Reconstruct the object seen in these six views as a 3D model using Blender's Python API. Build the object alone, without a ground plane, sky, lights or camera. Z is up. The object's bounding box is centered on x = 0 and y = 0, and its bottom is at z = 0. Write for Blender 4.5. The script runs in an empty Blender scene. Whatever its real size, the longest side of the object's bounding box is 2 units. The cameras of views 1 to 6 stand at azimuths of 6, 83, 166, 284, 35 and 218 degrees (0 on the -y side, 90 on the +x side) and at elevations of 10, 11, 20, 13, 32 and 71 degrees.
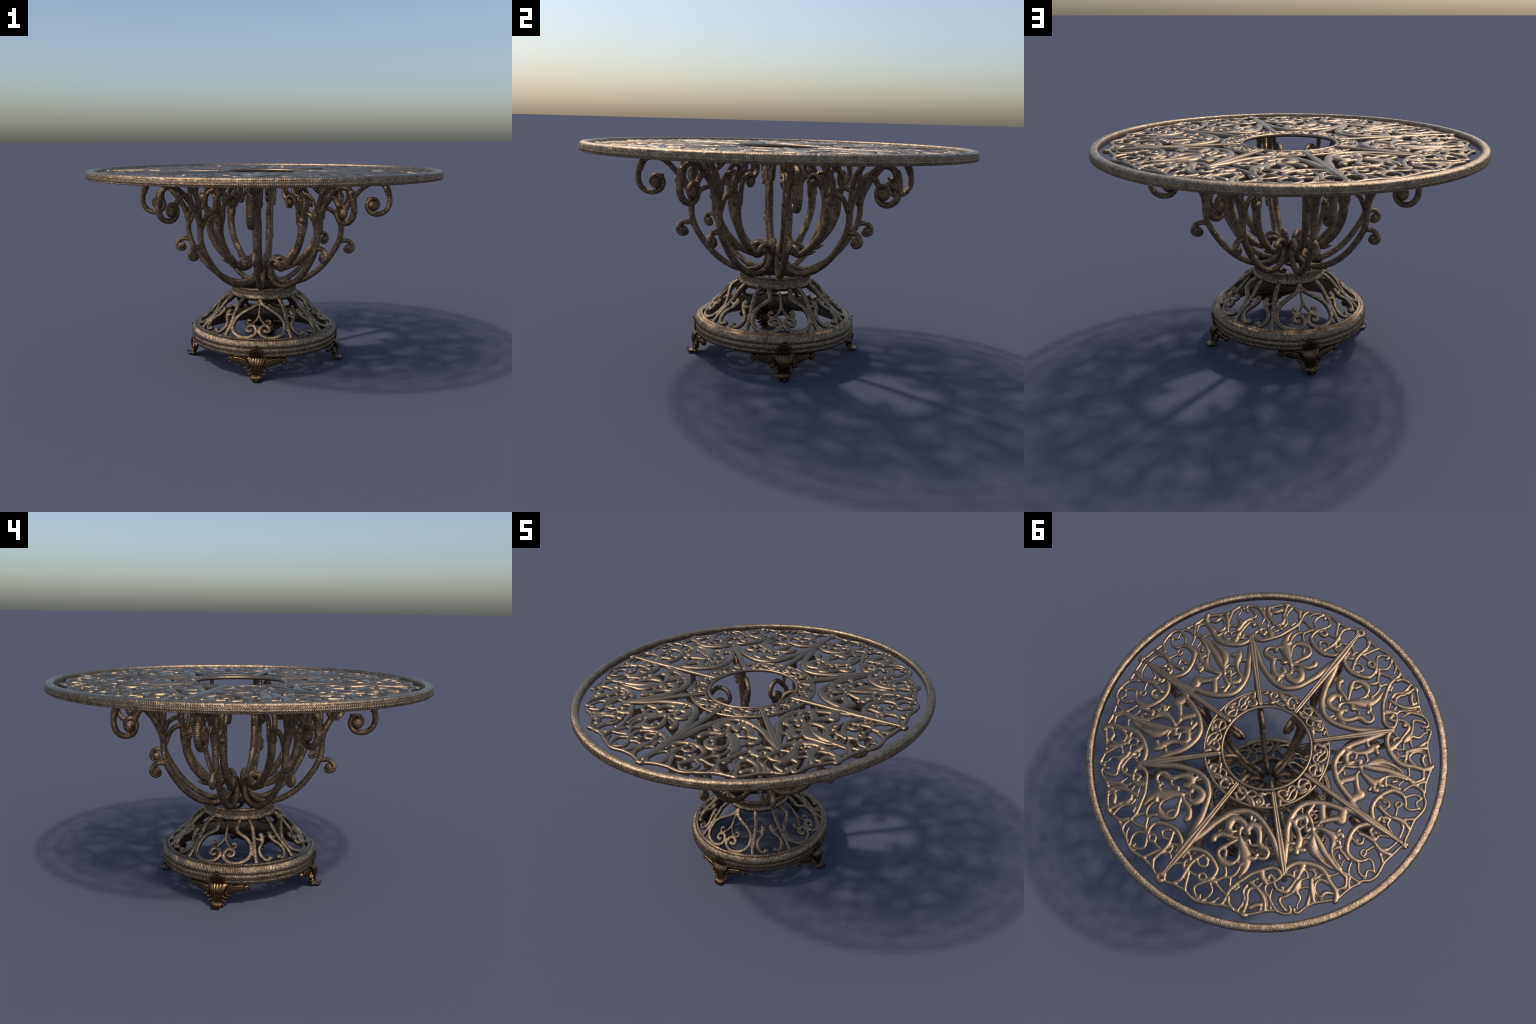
# Ornate cast-metal garden table: pierced round top on eight scrolled brackets,
# a pierced domed base and four acanthus feet.  Metres, z up.
import bpy, math, random
import numpy as np
from mathutils import Vector, Matrix

random.seed(7)
rng = np.random.default_rng(7)
TAU = 2 * math.pi
TOP_Z = 1.0983            # mid plane of the pierced tabletop


# ------------------------------------------------------------------ materials
def cast_metal(name, light, mid, dark, rough, metal, grain, grain_strength, patch=9.0, spread=0.14, depth=0.002):
    mat = bpy.data.materials.new(name)
    mat.use_nodes = True
    nt = mat.node_tree
    nt.nodes.clear()
    add = nt.nodes.new
    out = add('ShaderNodeOutputMaterial')
    bsdf = add('ShaderNodeBsdfPrincipled')
    co = add('ShaderNodeTexCoord')
    n1 = add('ShaderNodeTexNoise'); n1.inputs['Scale'].default_value = patch
    n1.inputs['Detail'].default_value = 6; n1.inputs['Roughness'].default_value = 0.65
    n2 = add('ShaderNodeTexNoise'); n2.inputs['Scale'].default_value = grain
    n2.inputs['Detail'].default_value = 4; n2.inputs['Roughness'].default_value = 0.7
    v1 = add('ShaderNodeTexVoronoi'); v1.inputs['Scale'].default_value = grain * 0.55
    for n in (n1, n2, v1):
        nt.links.new(co.outputs['Object'], n.inputs['Vector'])
    mixf = add('ShaderNodeMath'); mixf.operation = 'MULTIPLY_ADD'
    mixf.inputs[1].default_value = 0.55
    nt.links.new(n2.outputs['Fac'], mixf.inputs[0])
    half = add('ShaderNodeMath'); half.operation = 'MULTIPLY'; half.inputs[1].default_value = 0.45
    nt.links.new(n1.outputs['Fac'], half.inputs[0])
    nt.links.new(half.outputs[0], mixf.inputs[2])
    ramp = add('ShaderNodeValToRGB')
    el = ramp.color_ramp.elements
    el[0].position = 0.5 - spread; el[0].color = (*dark, 1)
    el[1].position = 0.5 + spread; el[1].color = (*light, 1)
    m = el.new(0.5); m.color = (*mid, 1)
    nt.links.new(mixf.outputs[0], ramp.inputs['Fac'])
    nt.links.new(ramp.outputs['Color'], bsdf.inputs['Base Color'])
    bsdf.inputs['Metallic'].default_value = metal
    rr = add('ShaderNodeMapRange')
    rr.inputs['From Min'].default_value = 0.35; rr.inputs['From Max'].default_value = 0.65
    rr.inputs['To Min'].default_value = rough + 0.12; rr.inputs['To Max'].default_value = rough - 0.1
    nt.links.new(mixf.outputs[0], rr.inputs['Value'])
    nt.links.new(rr.outputs['Result'], bsdf.inputs['Roughness'])
    addh = add('ShaderNodeMath'); addh.operation = 'MULTIPLY_ADD'; addh.inputs[1].default_value = 0.5
    nt.links.new(v1.outputs['Distance'], addh.inputs[0])
    nt.links.new(n2.outputs['Fac'], addh.inputs[2])
    bump = add('ShaderNodeBump'); bump.inputs['Strength'].default_value = grain_strength
    bump.inputs['Distance'].default_value = depth
    nt.links.new(addh.outputs[0], bump.inputs['Height'])
    nt.links.new(bump.outputs['Normal'], bsdf.inputs['Normal'])
    nt.links.new(bsdf.outputs[0], out.inputs['Surface'])
    return mat


MAT_TOP = cast_metal('sanded_bronze', (0.335, 0.24, 0.155), (0.255, 0.182, 0.118), (0.17, 0.12, 0.078),
                     0.31, 0.96, 460, 0.44, 9.0, 0.13, 0.0017)
MAT_EDGE = cast_metal('hammered_bronze', (0.55, 0.395, 0.25), (0.32, 0.228, 0.146), (0.14, 0.102, 0.07),
                      0.31, 1.0, 170, 0.8, 30.0, 0.13, 0.0028)
MAT_RIM = cast_metal('weathered_bronze', (0.56, 0.40, 0.25), (0.27, 0.195, 0.126), (0.09, 0.068, 0.05),
                     0.31, 1.0, 200, 0.75, 60.0, 0.125, 0.0026)
MAT_ARM = cast_metal('dark_bronze', (0.50, 0.345, 0.215), (0.25, 0.174, 0.112), (0.085, 0.062, 0.044),
                     0.31, 1.0, 200, 1.0, 40.0, 0.125, 0.0032)
MAT_FOOT = cast_metal('gilded_bronze', (0.25, 0.156, 0.08), (0.135, 0.085, 0.046), (0.045, 0.03, 0.019),
                      0.34, 1.0, 120, 0.45, 25.0)


# ------------------------------------------------------------------ geometry tools
def spline(ctrl, step):
    """Centripetal Catmull-Rom through the control points, sampled about every `step`."""
    p = np.asarray(ctrl, float)
    if len(p) == 2:
        n = max(2, int(np.linalg.norm(p[1, :2] - p[0, :2]) / step) + 1)
        t = np.linspace(0, 1, n)[:, None]
        return p[0] * (1 - t) + p[1] * t
    q = np.vstack([2 * p[0] - p[1], p, 2 * p[-1] - p[-2]])
    out = []
    for i in range(1, len(q) - 2):
        p0, p1, p2, p3 = q[i - 1:i + 3]
        d = lambda a, b: max(1e-6, np.linalg.norm((b - a)[:-1])) ** 0.5
        t0 = 0; t1 = t0 + d(p0, p1); t2 = t1 + d(p1, p2); t3 = t2 + d(p2, p3)
        n = max(2, int(np.linalg.norm((p2 - p1)[:-1]) / step) + 1)
        for t in np.linspace(t1, t2, n, endpoint=False):
            a1 = (t1 - t) / (t1 - t0) * p0 + (t - t0) / (t1 - t0) * p1
            a2 = (t2 - t) / (t2 - t1) * p1 + (t - t1) / (t2 - t1) * p2
            a3 = (t3 - t) / (t3 - t2) * p2 + (t - t2) / (t3 - t2) * p3
            b1 = (t2 - t) / (t2 - t0) * a1 + (t - t0) / (t2 - t0) * a2
            b2 = (t3 - t) / (t3 - t1) * a2 + (t - t1) / (t3 - t1) * a3
            out.append((t2 - t) / (t2 - t1) * b1 + (t - t1) / (t2 - t1) * b2)
    out.append(p[-1])
    return np.array(out)


class Shape:
    """Collects vertices and faces of one part."""
    def __init__(self):
        self.v, self.f, self.n = [], [], 0

    def add(self, verts, faces):
        verts = np.asarray(verts, float)
        self.v.append(verts)
        self.f += [tuple(i + self.n for i in f) for f in faces]
        self.n += len(verts)

    def rings(self, rings, closed_path=False, caps=True):
        """Skin a list of equally long closed cross-sections."""
        k = len(rings[0]); m = len(rings)
        faces = []
        for i in range(m if closed_path else m - 1):
            a, b = i * k, ((i + 1) % m) * k
            for j in range(k):
                jj = (j + 1) % k
                faces.append((a + j, a + jj, b + jj, b + j))
        if caps and not closed_path:
            faces.append(tuple(range(k))[::-1])
            faces.append(tuple((m - 1) * k + j for j in range(k)))
        self.add(np.vstack(rings), faces)

    def sweep(self, pts, up, half_w, half_h, sides=12, power=2.0, ripple=0.0, pitch=0.009, round_ends=True, flat_below=1.0):
        """Tube along 3D points; `up` = normal of the surface it lies in, half_w lies in that surface."""
        pts = np.asarray(pts, float); up = np.asarray(up, float)
        m = len(pts)
        tan = np.gradient(pts, axis=0)
        tan /= np.linalg.norm(tan, axis=1)[:, None] + 1e-12
        side = np.cross(tan, up)
        side /= np.linalg.norm(side, axis=1)[:, None] + 1e-12
        s = np.r_[0, np.cumsum(np.linalg.norm(np.diff(pts, axis=0), axis=1))]
        a = np.arange(sides) / sides * TAU
        c, d = np.cos(a), np.sin(a)
        e = 2.0 / power
        c = np.sign(c) * np.abs(c) ** e; d = np.sign(d) * np.abs(d) ** e
        d = np.where(d < 0, d * flat_below, d)
        hw = np.asarray(half_w, float) * np.ones(m); hh = np.asarray(half_h, float) * np.ones(m)
        if ripple:
            r = ripple * np.sin(s / pitch * TAU)
            hw = hw + r; hh = hh + r
        rings = []
        if round_ends:
            for q in (1.0, 0.8, 0.45):
                k = math.sqrt(1 - q * q) + 0.05
                o = pts[0] - tan[0] * hw[0] * q * 0.8
                rings.append(o + np.outer(c, side[0] * hw[0] * k) + np.outer(d, up[0] * hh[0] * k))
        for i in range(m):
            rings.append(pts[i] + np.outer(c, side[i] * hw[i]) + np.outer(d, up[i] * hh[i]))
        if round_ends:
            for q in (0.45, 0.8, 1.0):
                k = math.sqrt(1 - q * q) + 0.05
                o = pts[-1] + tan[-1] * hw[-1] * q * 0.8
                rings.append(o + np.outer(c, side[-1] * hw[-1] * k) + np.outer(d, up[-1] * hh[-1] * k))
        self.rings(rings)

    def ball(self, centre, ax, ay, az, nu=14, nv=9):
        """Ellipsoid with the three half axes given as vectors."""
        centre, ax, ay, az = (np.asarray(q, float) for q in (centre, ax, ay, az))
        rings = []
        for i in range(nv):
            t = math.pi * (i + 0.5) / nv
            a = np.arange(nu) / nu * TAU
            rings.append(centre + az * math.cos(t) + math.sin(t) * (np.outer(np.cos(a), ax) + np.outer(np.sin(a), ay)))
        self.rings(rings)

    def mesh(self, name, mat, smooth=True):
        me = bpy.data.meshes.new(name)
        me.from_pydata(np.vstack(self.v).tolist(), [], self.f)
        me.validate()
        import bmesh
        bm = bmesh.new(); bm.from_mesh(me)
        bmesh.ops.recalc_face_normals(bm, faces=bm.faces)
        bm.to_mesh(me); bm.free()
        me.materials.append(mat)
        if smooth:
            me.polygons.foreach_set('use_smooth', [True] * len(me.polygons))
        return me


def fused(me, voxel, smooth_iter, mat):
    """Melt overlapping strokes into one casting: voxel remesh, then relax."""
    ob = bpy.data.objects.new('melt', me)
    bpy.context.scene.collection.objects.link(ob)
    r = ob.modifiers.new('r', 'REMESH'); r.mode = 'VOXEL'; r.voxel_size = voxel; r.use_smooth_shade = True
    s = ob.modifiers.new('s', 'SMOOTH'); s.iterations = smooth_iter; s.factor = 0.5
    dg = bpy.context.evaluated_depsgraph_get()
    new = bpy.data.meshes.new_from_object(ob.evaluated_get(dg))
    new.name = me.name
    bpy.data.objects.remove(ob); bpy.data.meshes.remove(me)
    new.materials.clear(); new.materials.append(mat)
    new.polygons.foreach_set('use_smooth', [True] * len(new.polygons))
    return new


def mirrored(me, sx, sy):
    m = me.copy()
    m.transform(Matrix.Diagonal((sx, sy, 1, 1)))
    if sx * sy < 0:
        m.flip_normals()
    return m


def place(name, me, parent, rot_z=0.0):
    ob = bpy.data.objects.new(name, me)
    bpy.context.scene.collection.objects.link(ob)
    ob.rotation_euler.z = rot_z
    ob.parent = parent
    return ob


def revolve(profile, count, ripple=None):
    """Closed (r, z) profile turned about the z axis; ripple(angle, i) adds to the radius of profile point i."""
    sh = Shape()
    prof = np.asarray(profile, float)
    rings = []
    for k in range(count):
        a = k / count * TAU
        r = prof[:, 0].copy(); z = prof[:, 1].copy()
        if ripple is not None:
            dr, dz = ripple(a, k)
            r += dr; z += dz
        rings.append(np.stack([r * math.cos(a), r * math.sin(a), z], 1))
    sh.rings(rings, closed_path=True)
    return sh


table = bpy.data.objects.new('garden_table', None)
bpy.context.scene.collection.objects.link(table)
table['label'] = 'round ornate cast bronze garden table with pierced scrollwork top'
table['category'] = 'table'


# ------------------------------------------------------------------ pierced tabletop, one quarter
# Strokes are drawn in millimetres in the quarter x > 0, y > 0 and mirrored to the other three.
def ink(shape, width, *pts):
    p = np.array([(q[0], q[1], (q[2] if len(q) > 2 else width) * 1.04 + 5.2) for q in pts], float) / 1000.0
    s = spline(p, 0.004)
    w = s[:, 2]
    xyz = np.stack([s[:, 0], s[:, 1], np.full(len(s), TOP_Z)], 1)
    up = np.tile([0, 0, 1.0], (len(s), 1))
    shape.sweep(xyz, up, w / 2, np.clip(0.0035 + 0.42 * w, 0.006, 0.0155), sides=14, power=2.3, flat_below=0.45)


lace_a, lace_b, panel_a, panel_b, band_a, band_b = (Shape() for _ in range(6))
# lace_a
ink(lace_a, 16, (913, 3), (900, 26), (894, 62), (887, 99), (880, 135), (881, 160), (886, 191), (887, 223), (880, 250), (866, 271), (846, 286), (834, 302), (804, 308), (775, 308), (745, 311), (714, 316))
ink(lace_a, 15, (839, 308), (818, 346), (810, 372), (801, 404), (795, 436), (792, 454), (776, 463), (752, 487), (728, 512), (705, 539), (690, 570), (683, 593), (674, 622), (661, 628), (646, 617))
ink(lace_a, None, (922, 9, 23), (913, 2, 28), (905, -9, 23))
ink(lace_a, None, (791, 438, 19), (792, 454, 26), (790, 466, 19))
ink(lace_a, None, (494, 507, 32), (493, 473, 28), (502, 444, 28), (519, 418, 28), (549, 395, 30), (579, 379, 32), (626, 366, 32), (656, 369, 32), (685, 379, 28), (706, 392, 28), (735, 402, 28), (764, 413, 28), (781, 433, 28), (791, 451, 28))
ink(lace_a, None, (703, 16, 28), (679, 38, 28), (660, 67, 26), (653, 103, 26), (659, 145, 26), (674, 184, 28), (694, 212, 30), (723, 222, 30), (752, 222, 26), (773, 213, 19), (793, 191, 15), (802, 175, 13), (827, 176, 13), (847, 192, 13), (866, 213, 13))
ink(lace_a, 13, (866, 213), (845, 219), (834, 234), (843, 262), (826, 269), (800, 259), (777, 229), (768, 214))
ink(lace_a, None, (686, 94, 26), (718, 85, 23), (751, 82, 21), (774, 83, 21), (796, 92, 26), (828, 99, 30), (851, 97, 28), (882, 86, 19))
ink(lace_a, None, (789, 97, 15), (779, 123, 13), (770, 143, 13))
ink(lace_a, 11, (769, 149), (777, 162), (773, 181), (756, 178), (750, 164), (756, 147), (770, 146))
ink(lace_a, None, (719, 100, 13), (728, 124, 19), (717, 142, 19), (696, 145, 17), (676, 135, 13))
ink(lace_a, 13, (714, 138), (692, 126))
ink(lace_a, 16, (874, 147), (855, 129), (836, 118))
ink(lace_a, None, (870, 14, 15), (865, 43, 13), (856, 70, 15), (837, 89, 19))
ink(lace_a, 13, (775, 70), (778, 40), (798, 25), (829, 11))
ink(lace_a, 16, (770, 68), (742, 58), (725, 46), (727, 23))
ink(lace_a, 19, (755, 36), (748, 41))
ink(lace_a, 16, (810, 362), (792, 337), (780, 314))
ink(lace_a, None, (776, 310, 17), (758, 292, 15), (747, 265, 12), (743, 246, 12))
ink(lace_a, 7, (712, 292), (706, 271), (708, 241))
ink(lace_a, 17, (721, 243), (686, 232), (664, 226), (649, 216))
ink(lace_a, 16, (765, 406), (780, 385), (789, 365), (778, 341), (765, 325), (743, 322), (715, 321))
ink(lace_a, 12, (724, 324), (714, 344), (701, 360), (690, 372))
ink(lace_a, None, (761, 434, 15), (738, 445, 19), (724, 460, 23), (719, 486, 19), (699, 488, 15), (674, 474, 15), (660, 453, 17), (661, 422, 19), (685, 408, 19), (712, 406, 19))
ink(lace_a, None, (701, 522, 23), (671, 493, 23), (649, 468, 23), (629, 440, 19))
ink(lace_a, 17, (690, 563), (681, 541), (670, 510), (652, 475))
ink(lace_a, 17, (691, 384), (660, 385), (649, 406), (640, 432))
ink(lace_a, 16, (631, 442), (634, 417), (626, 404), (606, 400), (592, 407))
ink(lace_a, 11, (631, 442), (612, 443), (592, 429), (577, 422))
ink(lace_a, 12, (608, 446), (597, 464), (577, 486))
ink(lace_a, 13, (646, 482), (626, 494), (611, 512))
ink(lace_a, None, (552, 409, 36), (559, 436, 32), (566, 463, 21), (567, 487, 19))
ink(lace_a, 17, (563, 481), (566, 507), (566, 543), (561, 571), (546, 584), (520, 588), (496, 579), (483, 570))
ink(lace_a, 16, (563, 481), (557, 456), (541, 450), (533, 465), (542, 477))
ink(lace_a, 16, (552, 486), (530, 490), (507, 497))
ink(lace_a, None, (588, 481, 23), (587, 511, 28), (592, 537, 26), (587, 563, 19), (575, 592, 16), (559, 616, 16), (564, 629, 17), (591, 642, 17), (618, 648, 15))
ink(lace_a, None, (659, 607, 9), (648, 589, 9), (644, 562, 11), (633, 548, 15), (607, 538, 23), (599, 512, 17), (598, 493, 13))
ink(lace_a, 23, (537, 565), (531, 569))
# lace_b
ink(lace_b, 15, (618, 618), (638, 632), (641, 647), (629, 661), (608, 672), (584, 677), (564, 689), (541, 708), (530, 720), (515, 738), (496, 760), (475, 782), (462, 792), (439, 799), (409, 805), (376, 810), (343, 822), (314, 841), (282, 855), (286, 851), (248, 876), (219, 886), (191, 887), (161, 883), (134, 881), (109, 884), (76, 889), (43, 901), (16, 912), (-4, 920))
ink(lace_b, None, (473, 787, 19), (462, 795, 28), (448, 799, 21))
ink(lace_b, None, (5, 920, 21), (-7, 919, 28), (-19, 909, 19))
ink(lace_b, None, (492, 518, 30), (465, 506, 23), (434, 514, 21), (408, 543, 21), (388, 571, 21), (367, 603, 21), (360, 618, 21), (347, 657, 21), (333, 696, 19), (327, 733, 17), (331, 769, 17), (337, 803, 17), (332, 827, 17))
ink(lace_b, None, (206, 769, 19), (215, 740, 21), (214, 712, 21), (204, 687, 21), (203, 691, 23), (187, 681, 23), (145, 665, 23), (98, 662, 26), (61, 675, 26), (33, 693, 26), (16, 718, 26))
ink(lace_b, 19, (481, 571), (492, 541), (495, 519))
ink(lace_b, None, (483, 570, 17), (463, 595, 16), (463, 617, 14), (476, 634, 13), (504, 645, 15), (531, 658, 17), (561, 671, 17), (587, 678, 17))
ink(lace_b, None, (550, 686, 13), (524, 656, 15), (511, 640, 15), (497, 598, 4))
ink(lace_b, 18, (487, 560), (464, 552), (445, 550), (449, 573))
ink(lace_b, None, (452, 596, 21), (427, 589, 32), (403, 572, 40))
ink(lace_b, None, (533, 712, 21), (511, 682, 21), (485, 663, 23), (449, 650, 23), (414, 645, 21), (385, 644, 21))
ink(lace_b, 13, (512, 725), (505, 697), (488, 680))
ink(lace_b, None, (501, 703, 21), (481, 718, 26), (463, 748, 26))
ink(lace_b, None, (440, 743, 17), (427, 719, 15), (412, 702, 19), (405, 674, 19), (422, 652, 17))
ink(lace_b, 14, (436, 745), (405, 720), (383, 697), (382, 666))
ink(lace_b, 17, (452, 786), (441, 752), (430, 734))
ink(lace_b, 14, (422, 792), (421, 756), (413, 730))
ink(lace_b, 12, (434, 630), (437, 608))
ink(lace_b, 12, (392, 635), (405, 607))
ink(lace_b, 19, (401, 805), (365, 795), (343, 769))
ink(lace_b, 15, (347, 725), (354, 696))
ink(lace_b, 13, (329, 757), (316, 728), (292, 688))
ink(lace_b, 15, (328, 764), (299, 767), (272, 761), (242, 755), (225, 761))
ink(lace_b, 17, (223, 763), (244, 737), (259, 709), (285, 687), (297, 665), (298, 633), (285, 594))
ink(lace_b, 18, (264, 700), (254, 679), (235, 661))
ink(lace_b, None, (307, 800, 5), (298, 830, 12), (281, 854, 15))
ink(lace_b, 14, (245, 866), (260, 829), (256, 796), (237, 781), (213, 767))
ink(lace_b, None, (210, 766, 17), (190, 796, 17), (172, 829, 15), (175, 844, 13), (195, 861, 13), (215, 869, 13), (226, 861, 13), (220, 849, 13))
ink(lace_b, 16, (195, 764), (174, 754), (157, 758), (152, 777), (166, 789), (183, 783), (193, 769))
ink(lace_b, 14, (149, 782), (126, 787), (97, 790))
ink(lace_b, 17, (144, 880), (124, 847), (111, 818), (95, 791))
ink(lace_b, None, (70, 884, 19), (90, 853, 19), (87, 823, 19), (82, 788, 21), (80, 755, 21), (87, 718, 19), (104, 677, 17))
ink(lace_b, 16, (93, 720), (122, 733), (141, 725), (152, 710), (142, 692), (122, 679))
ink(lace_b, 11, (74, 801), (54, 780), (48, 760), (55, 742))
ink(lace_b, 15, (73, 764), (63, 739), (50, 724), (30, 726), (22, 758))
ink(lace_b, 13, (55, 777), (32, 784), (16, 803), (2, 826))
ink(lace_b, 18, (20, 899), (2, 871))
ink(lace_b, 17, (-22, 902), (-6, 874))
# panel_a
ink(panel_a, None, (640, 4, 28), (600, 10, 36), (563, 21, 40), (540, 38, 34), (505, 47, 32), (461, 62, 32), (421, 82, 32), (387, 109, 32), (360, 138, 32), (346, 173, 32), (344, 213, 32), (351, 257, 32), (370, 303, 34), (405, 355, 34), (432, 402, 34), (462, 447, 28), (480, 474, 20))
ink(panel_a, 21, (442, 345), (416, 365))
ink(panel_a, None, (490, 231, 21), (529, 251, 34), (567, 270, 38), (605, 288, 36), (643, 300, 32), (683, 313, 23), (710, 318, 23), (733, 317, 21))
ink(panel_a, None, (501, 248, 21), (525, 289, 47), (551, 313, 49), (589, 326, 32), (623, 332, 19), (661, 333, 15), (689, 328, 13))
ink(panel_a, None, (498, 244, 23), (475, 219, 23), (462, 203, 17), (442, 188, 21), (418, 176, 23), (405, 167, 23), (403, 147, 21), (404, 117, 19))
ink(panel_a, 13, (433, 128), (423, 147))
ink(panel_a, None, (480, 215, 17), (511, 194, 21), (545, 187, 32), (582, 187, 47), (603, 209, 36), (613, 235, 19), (630, 263, 17), (655, 282, 19), (675, 293, 21), (696, 300, 23), (719, 308, 23))
ink(panel_a, None, (628, 162, 28), (615, 153, 28), (598, 172, 26))
ink(panel_a, None, (592, 136, 17), (591, 162, 18))
ink(panel_a, None, (636, 199, 21), (626, 194, 28), (606, 206, 19))
ink(panel_a, None, (652, 209, 19), (637, 226, 21), (628, 246, 17))
ink(panel_a, None, (683, 268, 17), (667, 251, 19))
ink(panel_a, None, (485, 193, 13), (489, 162, 26), (507, 139, 30), (526, 118, 30), (548, 99, 38), (570, 92, 51), (561, 68, 51), (553, 47, 45), (549, 32, 34))
ink(panel_a, 37, (486, 143), (444, 90))
ink(panel_a, 16, (490, 244), (486, 275), (465, 291))
ink(panel_a, None, (486, 378, 26), (472, 354, 40), (461, 319, 38), (442, 293, 28), (414, 270, 26), (387, 260, 28), (377, 231, 32), (389, 210, 36), (408, 195, 34), (432, 214, 19))
ink(panel_a, None, (508, 339, 26), (498, 347, 28), (477, 357, 26))
ink(panel_a, None, (468, 221, 17), (460, 242, 28), (459, 249, 26), (437, 228, 17))
ink(panel_a, 16, (434, 228), (422, 262))
ink(panel_a, 34, (386, 255), (356, 253))
ink(panel_a, 6, (360, 153), (380, 180))
# panel_b
ink(panel_b, None, (474, 484, 20), (448, 464, 28), (404, 434, 34), (346, 393, 32), (301, 371, 30), (258, 355, 30), (216, 344, 30), (177, 343, 30), (140, 352, 31), (110, 375, 32), (83, 404, 32), (65, 442, 32), (52, 479, 34), (41, 509, 36), (30, 560, 40), (18, 614, 40), (8, 660, 30))
ink(panel_b, None, (343, 518, 19), (360, 511, 21), (373, 491, 23), (368, 467, 23), (346, 456, 32), (321, 459, 36), (298, 451, 32), (283, 428, 28), (263, 406, 32), (241, 392, 38), (215, 393, 43), (202, 412, 43), (204, 432, 36), (222, 446, 26))
ink(panel_b, None, (300, 465, 17), (281, 480, 16), (263, 486, 15), (243, 474, 23), (234, 484, 21))
ink(panel_b, None, (329, 503, 15), (323, 514, 19))
ink(panel_b, None, (196, 487, 21), (225, 509, 36), (255, 530, 55), (288, 556, 64), (314, 587, 43), (324, 623, 30), (324, 635, 23), (324, 661, 15))
ink(panel_b, None, (305, 549, 38), (327, 533, 23), (331, 520, 19))
ink(panel_b, None, (299, 585, 32), (289, 606, 26))
ink(panel_b, None, (226, 521, 15), (242, 549, 17), (259, 584, 17), (255, 616, 21), (236, 636, 38), (207, 645, 43), (177, 639, 30), (153, 617, 21), (157, 589, 28), (171, 556, 23), (186, 523, 19), (196, 497, 17))
ink(panel_b, 19, (198, 614), (182, 589), (164, 587))
ink(panel_b, None, (195, 491, 17), (170, 510, 19), (138, 522, 23), (111, 533, 28), (94, 555, 30), (89, 563, 32), (91, 580, 36), (94, 584, 34))
ink(panel_b, None, (195, 488, 17), (177, 465, 19), (169, 446, 30))
ink(panel_b, None, (186, 421, 32), (152, 413, 34), (128, 416, 36), (107, 432, 47), (107, 462, 47), (118, 484, 40), (143, 492, 26), (158, 475, 13))
ink(panel_b, None, (183, 377, 13), (172, 358, 15))
ink(panel_b, None, (204, 386, 17), (199, 362, 13))
# band_a
ink(band_a, 13, (306, 21), (325, 34), (332, 57), (326, 75), (307, 87), (287, 85), (265, 87), (245, 97), (239, 116), (245, 131))
ink(band_a, 14, (275, 80), (264, 63), (260, 44), (272, 27), (299, 18))
ink(band_a, None, (300, 33, 19), (293, 53, 17), (285, 70, 11))
ink(band_a, 17, (315, 64), (305, 75))
ink(band_a, 14, (282, 103), (294, 127), (296, 149), (284, 180))
ink(band_a, 14, (266, 104), (263, 131), (269, 155), (268, 181))
ink(band_a, None, (285, 179, 15), (263, 190, 17), (236, 186, 21), (213, 180, 23), (207, 168, 19), (222, 145, 15), (241, 142, 15), (254, 155, 15), (246, 164, 15))
ink(band_a, None, (242, 201, 19), (259, 222, 23))
ink(band_a, 15, (307, 104), (321, 82))
# band_b
ink(band_b, 10, (176, 199), (162, 210), (155, 221))
ink(band_b, None, (161, 222, 13), (143, 230, 23), (131, 245, 13))
ink(band_b, 16, (131, 248), (157, 248), (176, 259), (179, 280), (165, 293), (147, 286), (147, 269), (161, 273))
ink(band_b, None, (147, 309, 17), (124, 293, 23), (103, 286, 23), (88, 289, 19))
ink(band_b, 17, (126, 308), (106, 303), (89, 291))
ink(band_b, 12, (125, 250), (117, 270), (94, 287))
ink(band_b, 12, (123, 248), (102, 244), (85, 251), (77, 274))
ink(band_b, 18, (88, 289), (62, 269), (41, 265), (19, 279))
ink(band_b, 16, (67, 279), (76, 297), (73, 320), (54, 337))
ink(band_b, None, (59, 291, 15), (31, 292, 21))
ink(band_b, 18, (49, 329), (25, 314))
ink(band_b, 13, (209, 251), (201, 265), (207, 273))

VOX = 0.0032
QUARTER = [('lace_border', lace_a), ('lace_border', lace_b), ('scroll_panel', panel_a),
           ('scroll_panel', panel_b), ('band_scroll', band_a), ('band_scroll', band_b)]
for part, shape in QUARTER:
    small = part == 'band_scroll'
    me = fused(shape.mesh(part, MAT_TOP), 0.0026 if small else VOX, 2, MAT_TOP)
    # strokes were drawn looking down on the quarter between the +x and the -y axis
    for sx, sy in ((1, -1), (-1, -1), (1, 1), (-1, 1)):
        place(part, mirrored(me, sx, sy), table)


# ------------------------------------------------------------------ spokes, rings, rim
def spoke(stations):
    sh = Shape()
    sec = [(-1, 0), (-.92, .6), (-.6, .95), (-.25, .95), (0, .8), (.25, .95), (.6, .95), (.92, .6), (1, 0),
           (.9, -.45), (.4, -.6), (-.4, -.6), (-.9, -.45)]
    st = spline([(x / 1000, 0, w / 1000) for x, w in stations], 0.006)
    rings = []
    for i, (x, _, w) in enumerate(st):
        end = min(i, len(st) - 1 - i)
        k = (0.45, 0.8, 1.0)[min(end, 2)]
        h = (0.009 + 0.16 * w) * k
        rings.append([(x, a * w / 2 * k, TOP_Z + 0.003 + b * h) for a, b in sec])
    sh.rings([np.array(r) for r in rings])
    return sh


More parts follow.
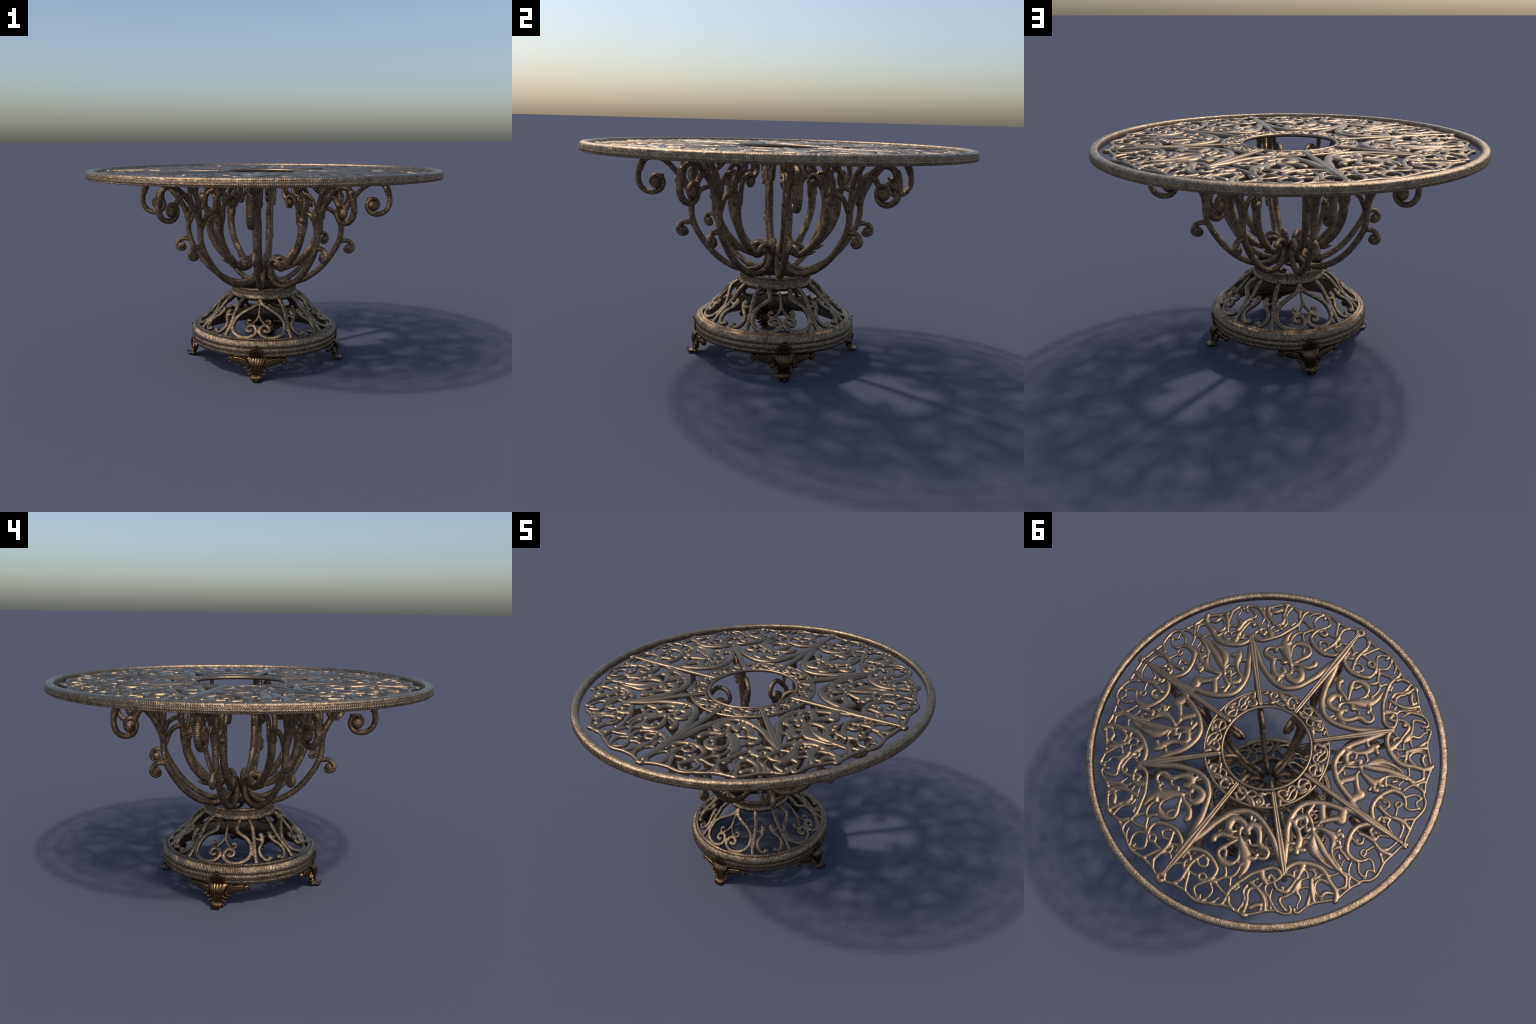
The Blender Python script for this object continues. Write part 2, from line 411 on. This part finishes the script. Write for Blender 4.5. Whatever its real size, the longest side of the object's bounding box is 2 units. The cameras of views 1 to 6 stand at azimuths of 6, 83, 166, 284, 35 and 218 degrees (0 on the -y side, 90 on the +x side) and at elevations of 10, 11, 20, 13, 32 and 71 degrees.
long_spoke = spoke([(252, 28), (350, 31), (480, 35), (590, 41), (670, 50), (730, 48), (790, 38), (850, 26), (905, 20)]).mesh('spoke', MAT_TOP)
short_spoke = spoke([(252, 28), (350, 30), (470, 34), (550, 42), (620, 42), (680, 34), (718, 28)]).mesh('spoke', MAT_TOP)
for i in range(8):
    place('spoke', long_spoke if i % 2 == 0 else short_spoke, table, i * TAU / 8)


def hoop(name, radius, half_w, half_h, z, mat, count=360):
    a = np.arange(16) / 16 * TAU
    me = revolve(np.stack([radius + half_w * np.cos(a), z + half_h * np.sin(a)], 1), count).mesh(name, mat)
    return place(name, me, table)


hoop('centre_ring', 0.2470, 0.0088, 0.0095, TOP_Z + 0.004, MAT_TOP)
hoop('band_ring', 0.3455, 0.0088, 0.0090, TOP_Z + 0.002, MAT_TOP)

rim_profile = [(0.9575, 1.086), (0.957, 1.110), (0.9595, 1.1185), (0.966, 1.1215), (0.977, 1.1215), (0.987, 1.1200),
               (0.9940, 1.1155), (0.9975, 1.109), (0.9955, 1.1065), (0.9985, 1.104), (0.9965, 1.101), (0.999, 1.098),
               (0.9965, 1.0945), (0.999, 1.0905), (0.9985, 1.086), (0.995, 1.0825), (0.9975, 1.079), (0.9925, 1.0755),
               (0.981, 1.0745), (0.969, 1.076), (0.962, 1.08)]


def rim_knurl(a, k):
    n = len(rim_profile)
    w = np.zeros(n)
    w[7:18] = 0.0011; w[14:18] = 0.0022
    dents = 0.0022 * max(0.0, math.sin(a * 53 + 2 * math.sin(a * 17))) ** 6
    dr = w * np.sin(k * TAU / 5 + np.arange(n) // 2 % 2 * 2.0) - np.where((np.arange(n) > 3) & (np.arange(n) < 8), dents, 0)
    return dr - 0.0008, 0 * dr


place('tabletop_rim', revolve(rim_profile, 3200, rim_knurl).mesh('tabletop_rim', MAT_EDGE), table)


# ------------------------------------------------------------------ brackets (drawn as radius, height, width in mm)
def limb(shape, thick, *pts, ripple=0.0007, ends=True):
    p = np.array([(q[0], q[1], q[2]) for q in pts], float) / 1000.0
    s = spline(p, 0.0023)
    xyz = np.stack([s[:, 0], np.zeros(len(s)), s[:, 1]], 1)
    up = np.tile([0, 1.0, 0], (len(s), 1))
    shape.sweep(xyz, up, s[:, 2] / 2, s[:, 2] / 2 * thick, sides=12, power=2.2, ripple=ripple, pitch=0.0082, round_ends=ends)


def boss(shape, r, z, radius, thick):
    shape.ball((r / 1000, 0, z / 1000), (radius / 1000, 0, 0), (0, 0, radius / 1000), (0, thick / 1000, 0), 20, 11)


def bracket(diagonal):
    s = Shape()
    # great S stem: inner curl over the hub, down to the collar, out and up to the fork
    limb(s, 1.0, (146, 566, 24), (133, 586, 27), (106, 598, 28), (74, 594, 28), (56, 570, 28), (48, 533, 28), (58, 497, 29), (90, 468, 30),
         (145, 455, 31), (200, 465, 32), (265, 496, 33), (335, 553, 33), (395, 630, 33), (433, 700, 33),
         (447, 756, 33), (449, 830, 35), (466, 882, 36), (498, 938, 32))
    # small outward curl half way up
    limb(s, 1.0, (432, 702, 26), (468, 711, 27), (498, 703, 27), (515, 682, 27), (513, 659, 26), (495, 646, 24),
         (475, 650, 21), (470, 664, 19))
    boss(s, 491, 667, 25, 18)
    # heavy inner member and its leafy root
    limb(s, 0.8, (118, 560, 28), (150, 556, 32), (187, 574, 36), (228, 609, 39), (269, 656, 42), (299, 709, 45),
         (317, 766, 48), (320, 815, 50), (316, 850, 46))
    boss(s, 116, 571, 25, 19)
    limb(s, 0.9, (175, 566, 26), (225, 578, 22), (256, 590, 6), ripple=0)
    # top of the inner member: inward curl, over-arching strand and tie to the table
    limb(s, 1.0, (304, 835, 34), (293, 875, 26), (290, 912, 25), (278, 945, 25), (254, 968, 25), (227, 975, 24), (206, 961, 23),
         (200, 938, 22), (212, 920, 20), (232, 918, 18))
    boss(s, 229, 939, 23, 18)
    limb(s, 1.0, (330, 845, 34), (344, 900, 28), (345, 945, 27), (330, 978, 26), (303, 1000, 26), (281, 1026, 26), (252, 1047, 26),
         (220, 1052, 26), (190, 1043, 25), (171, 1018, 25), (170, 990, 24), (184, 968, 23), (194, 962, 24))
    limb(s, 1.0, (304, 1004, 22), (322, 1035, 22), (333, 1092, 24))
    # arch from the stem to the inner boss
    limb(s, 1.0, (436, 810, 24), (424, 842, 26), (411, 867, 26), (385, 887, 26), (348, 896, 26), (320, 884, 24))
    boss(s, 331, 848, 25, 21)
    if diagonal:
        limb(s, 1.0, (498, 938, 32), (515, 972, 32), (545, 995, 31), (575, 983, 29), (596, 952, 27), (601, 938, 24))
        limb(s, 1.0, (449, 830, 30), (455, 898, 30), (461, 957, 30), (479, 1000, 28), (505, 1034, 28), (516, 1092, 26))
    else:
        limb(s, 1.0, (448, 820, 28), (438, 880, 27), (437, 940, 28), (437, 1010, 30), (437, 1092, 32))
        limb(s, 0.8, (512, 950, 18), (524, 934, 14), (531, 917, 7), ripple=0)
    body = s.mesh('bracket', MAT_ARM)
    h = Shape()
    pull = 0.965 if diagonal else 1.0      # the hooks of the diagonal brackets reach a little less far

    def hooked(thick, *pts, **kw):
        limb(h, thick, *[((600 + (q[0] - 600) * (pull - 0.06 if diagonal else 1) if q[0] > 600 else q[0]), q[1], q[2]) for q in pts], **kw)

    hooked(1.12, (498, 938, 28), (528, 973, 28), (558, 1006, 28), (598, 1034, 28), (640, 1045, 29), (680, 1032, 30), (703, 1004, 31),
         (717, 965, 31), (718, 926, 31), (705, 893, 30), (679, 871, 30), (648, 864, 30), (618, 870, 28), (597, 890, 26),
         (591, 917, 25), (603, 942, 25), (626, 951, 25), (647, 940, 24), (655, 917, 22), (644, 898, 18))
    hooked(1.0, (612, 944, 16), (598, 954, 15), (592, 953, 13), ripple=0)
    hooked(1.0, (696, 1018, 38), (705, 1000, 40), (710, 986, 36), ripple=0.002)
    boss(h, 600 + 28 * pull, 913, 32, 21)
    hook = h.mesh('hook_scroll', MAT_ARM)
    return body, hook


kinds = [bracket(False), bracket(True)]
for i in range(8):
    body, hook = kinds[i % 2]
    b = place('bracket', body, table, i * TAU / 8)
    place('hook_scroll', hook, b)


# ------------------------------------------------------------------ base: collar, pierced dome, rim
def fine_ribs(rows, amp):
    """Rows of small knurls, every other row shifted by half a knurl."""
    shift = np.where(np.arange(len(rows)) < len(rows) * 0.55, 0.0, math.pi)
    def fn(a, k):
        wear = 0.65 + 0.35 * math.sin(a * 11 + 3 * math.sin(a * 5))
        return amp * wear * rows * np.sin(k * TAU / 6 + shift), 0 * rows
    return fn


collar_profile = [(0.166, 0.392), (0.164, 0.42), (0.168, 0.446), (0.176, 0.4525), (0.187, 0.4525), (0.191, 0.447), (0.189, 0.441),
                  (0.187, 0.436), (0.1885, 0.431), (0.187, 0.426), (0.188, 0.42), (0.1865, 0.415), (0.189, 0.41), (0.194, 0.404),
                  (0.197, 0.398), (0.193, 0.392), (0.19, 0.384), (0.176, 0.381)]
rows = np.array([0, 0, 0, 0, .5, 1, 1, 1, 1, 1, 1, 1, 1, .6, .5, .3, 0, 0])
place('base_collar', revolve(collar_profile, 840, fine_ribs(rows, 0.002)).mesh('base_collar', MAT_RIM), table)

base_profile = [(0.384, 0.128), (0.381, 0.17), (0.382, 0.215), (0.385, 0.2235), (0.3915, 0.224), (0.3955, 0.2175), (0.3985, 0.2165),
                (0.403, 0.2190), (0.4145, 0.2115), (0.4215, 0.201), (0.4256, 0.190), (0.4258, 0.180), (0.4218, 0.1745), (0.4246, 0.1700),
                (0.4255, 0.162), (0.4255, 0.151), (0.4222, 0.1455), (0.4248, 0.141), (0.4232, 0.132), (0.4175, 0.1235), (0.404, 0.1205),
                (0.392, 0.122)]
rows = np.zeros(22); rows[4:6] = .5; rows[7:11] = 1; rows[12:19] = .8
place('base_rim', revolve(base_profile, 1860, fine_ribs(rows, 0.0022)).mesh('base_rim', MAT_RIM), table)

dome_r = np.array([0.188, 0.205, 0.240, 0.270, 0.302, 0.350, 0.374, 0.384])
dome_z = np.array([0.402, 0.395, 0.370, 0.333, 0.298, 0.254, 0.228, 0.216])


def vine(shape, width, *pts, lean=1):
    """Stroke on the dome given as (degrees from the panel axis, height); lean = -1 mirrors it."""
    p = np.array([(math.radians(q[0]) * 0.3 * lean, q[1], (q[2] if len(q) > 2 else width) / 1000) for q in pts], float)
    s = spline(p, 0.0035)
    a = s[:, 0] / 0.3
    z = s[:, 1]
    r = np.interp(z, dome_z[::-1], dome_r[::-1])
    dr = np.interp(z + 0.01, dome_z[::-1], dome_r[::-1]) - np.interp(z - 0.01, dome_z[::-1], dome_r[::-1])
    nr = np.full(len(z), 0.02); nl = np.hypot(nr, dr)
    up = np.stack([nr / nl * np.cos(a), nr / nl * np.sin(a), -dr / nl], 1)
    xyz = np.stack([r * np.cos(a), r * np.sin(a), z], 1) - up * 0.004
    w = s[:, 2] * 1.02 + 0.0015
    shape.sweep(xyz, up, w / 2, np.clip(0.0045 + 0.3 * w, 0.007, 0.0125), sides=12, power=3.0)


LYRE_FOOT = [(25.7, .298), (25.9, .278), (24.6, .257), (21.8, .24), (17.5, .228), (13, .222), (8.5, .2225), (5, .23), (2.3, .242),
             (1.5, .255), (2.6, .269), (5.2, .277), (8.4, .276), (10.6, .266), (9.6, .2545), (7.2, .2505), (6.0, .256)]


def lyre_panel(open_top):
    s = Shape()
    for lean in (1, -1):
        if open_top:
            top = [(15.6, .398), (12.8, .376), (12.4, .357), (17.0, .339), (23.2, .32)]
        else:
            top = [(0.4, .396), (4.3, .375), (9.6, .360), (16.5, .342), (22.6, .321)]
        vine(s, 21, *(top + LYRE_FOOT), lean=lean)
        vine(s, 12, (0.2, .330), (1.3, .313), (3.6, .296), (6.7, .2855), (9.8, .283), (12, .289), (11.8, .299), (9.3, .302), (8.4, .297), lean=lean)
        vine(s, 17, (8.9, .299), (9.2, .298), lean=lean)
        vine(s, 21, (30.0, .400), (31.2, .362), (30.6, .320), (29.3, .282), (28.4, .250), (28.4, .220), lean=lean)
    vine(s, 11, (0, .384, 8), (0, .350, 12), (0, .318, 15))
    return fused(s.mesh('lyre_panel', MAT_RIM), 0.003, 1, MAT_RIM)


def pear_panel():
    s = Shape()
    for lean in (1, -1):
        vine(s, 20, (13.5, .319, 14), (8.6, .313, 16), (5.0, .318, 24), (5.6, .333, 25), lean=lean)
        vine(s, None, (4.2, .324, 24), (6.6, .301, 20), (10.8, .281, 19), (12.2, .265, 19), (11.2, .245, 20), (8.0, .229, 18), (5.4, .226, 14), lean=lean)
        vine(s, 27, (4.2, .234), (4.0, .236), lean=lean)
    return fused(s.mesh('pear_panel', MAT_RIM), 0.003, 1, MAT_RIM)


closed, opened, pear = lyre_panel(False), lyre_panel(True), pear_panel()
for i in range(4):
    place('lyre_panel', opened if i % 2 == 0 else closed, table, i * TAU / 4)
    place('pear_panel', pear, table, (i + 0.5) * TAU / 4)


# ------------------------------------------------------------------ acanthus feet (drawn for the foot on the +x axis)
def foot():
    s = Shape()
    # fluted leg: stations down the front face (radius, height, half width, depth)
    st = [(.422, .128, .052, .030), (.433, .116, .048, .030), (.4415, .102, .041, .032), (.4445, .086, .035, .034), (.443, .066, .031, .036),
          (.438, .046, .028, .034), (.4375, .028, .026, .030), (.446, .017, .0255, .022), (.458, .014, .025, .015), (.468, .0165, .023, .010), (.471, .0195, .019, .006)]
    st = spline([(a, b, c, d) for a, b, c, d in st], 0.003)
    nt = 61
    rings = []
    for i, (r, z, hw, dep) in enumerate(st):
        k = min(1.0, (len(st) - 1 - i) / 6)
        t = np.linspace(-1, 1, nt)
        flute = 0.0013 * k * np.cos(t * math.pi * 6.5) * (1 - 0.3 * np.abs(t))
        front_r = r + flute - 0.010 * np.abs(t) ** 2.5 * min(1, hw / 0.03)
        front = np.stack([front_r, t * hw, np.full(nt, z)], 1)
        back = np.stack([np.full(9, r - dep), np.linspace(0.8, -0.8, 9) * hw, np.full(9, z - (0.0 if z > 0.03 else 0.0))], 1)
        if z < 0.03:
            back[:, 0] = r - dep * 0.8
            back[:, 2] = np.maximum(0.001, z - 0.012)
        rings.append(np.vstack([front, back]))
    s.rings(rings)
    s.ball((.447, 0, .008), (.017, 0, 0), (0, .022, 0), (0, 0, .008))
    s.ball((.428, 0, .008), (.016, 0, 0), (0, .024, 0), (0, 0, .008))

    def leaf(lean, w, *pts, R=0.423, thick=0.009):
        p = np.array([(q[0] / 1000, q[1] / 1000, (q[2] if len(q) > 2 else w) / 1000) for q in pts], float)
        q = spline(p, 0.003)
        a = q[:, 0] / R * lean
        xyz = np.stack([R * np.cos(a), R * np.sin(a), q[:, 1]], 1)
        up = np.stack([np.cos(a), np.sin(a), 0 * a], 1)
        s.sweep(xyz, up, q[:, 2] / 2, thick, sides=12, power=2.2)

    for lean in (1, -1):
        # wings under the rim, overlapping ridges, and the rounded end lobe
        leaf(lean, 12, (36, 70, 10), (41, 90, 12), (58, 106, 13), (92, 114, 13), (128, 117, 11), R=0.416)
        leaf(lean, 12, (43, 66, 9), (48, 84, 11), (64, 97, 12), (96, 106, 13), (130, 110, 11), R=0.413)
        leaf(lean, 11, (50, 66, 8), (55, 80, 10), (70, 89, 11), (98, 98, 12), (128, 103, 10), R=0.410)
        leaf(lean, 34, (30, 108, 30), (80, 106, 38), (130, 110, 30), R=0.402)
        leaf(lean, 36, (138, 103, 30), (147, 101, 40), (152, 104, 32), R=0.408, thick=0.012)
        leaf(lean, 9, (140, 112, 9), (156, 110, 9), (158, 98, 9), (148, 92, 9), R=0.417, thick=0.006)
        # scalloped lower edge and curls beside the leg
        for x, z, w in ((66, 79, 18), (78, 82, 20), (91, 86, 21), (104, 90, 20), (115, 94, 17)):
            leaf(lean, w, (x, z), (x + 3, z + 10), R=0.408)
        leaf(lean, 12, (45, 84, 9), (50, 70, 12), (58, 62, 15), (64, 66, 12), R=0.420)
        leaf(lean, 12, (30, 62, 12), (42, 52, 14), (50, 56, 12), R=0.422, thick=0.011)
        leaf(lean, 12, (28, 42, 12), (36, 33, 14), (44, 36, 12), R=0.424, thick=0.011)
        leaf(lean, 12, (24, 24, 11), (30, 15, 13), (35, 14, 10), R=0.426, thick=0.010)
    return s


def crest():
    s = Shape()
    for k in range(-4, 5):
        a = k * 0.0195
        spread = 1 + 0.25 * np.linspace(0, 1, 9) ** 2
        top = 0.165 - 0.0010 * k * k
        z = np.linspace(0.132, top, 9)
        out = 0.4255 + 0.004 * np.linspace(0, 1, 9) ** 2
        pts = np.stack([out * np.cos(a * spread), out * np.sin(a * spread), z], 1)
        up = np.array([math.cos(a), math.sin(a), 0])
        s.sweep(pts, np.tile(up, (9, 1)), 0.0042, 0.0045, sides=10)
    for k, z, r in ((0, .178, .011), (1, .171, .009), (-1, .171, .009), (2, .164, .008), (-2, .164, .008)):
        a = k * 0.036
        s.ball((0.4285 * math.cos(a), 0.4285 * math.sin(a), z), (.005 * math.cos(a), .005 * math.sin(a), 0), (-r * math.sin(a), r * math.cos(a), 0), (0, 0, .009))
    s.ball((0.435, 0, .192), (.006, 0, .005), (0, .008, 0), (0, 0, .005))
    return s


foot_mesh = foot().mesh('foot', MAT_FOOT)
crest_mesh = crest().mesh('shell_crest', MAT_FOOT)
for i in range(4):
    f = place('foot', foot_mesh, table, i * TAU / 4)
    place('shell_crest', crest_mesh, f)
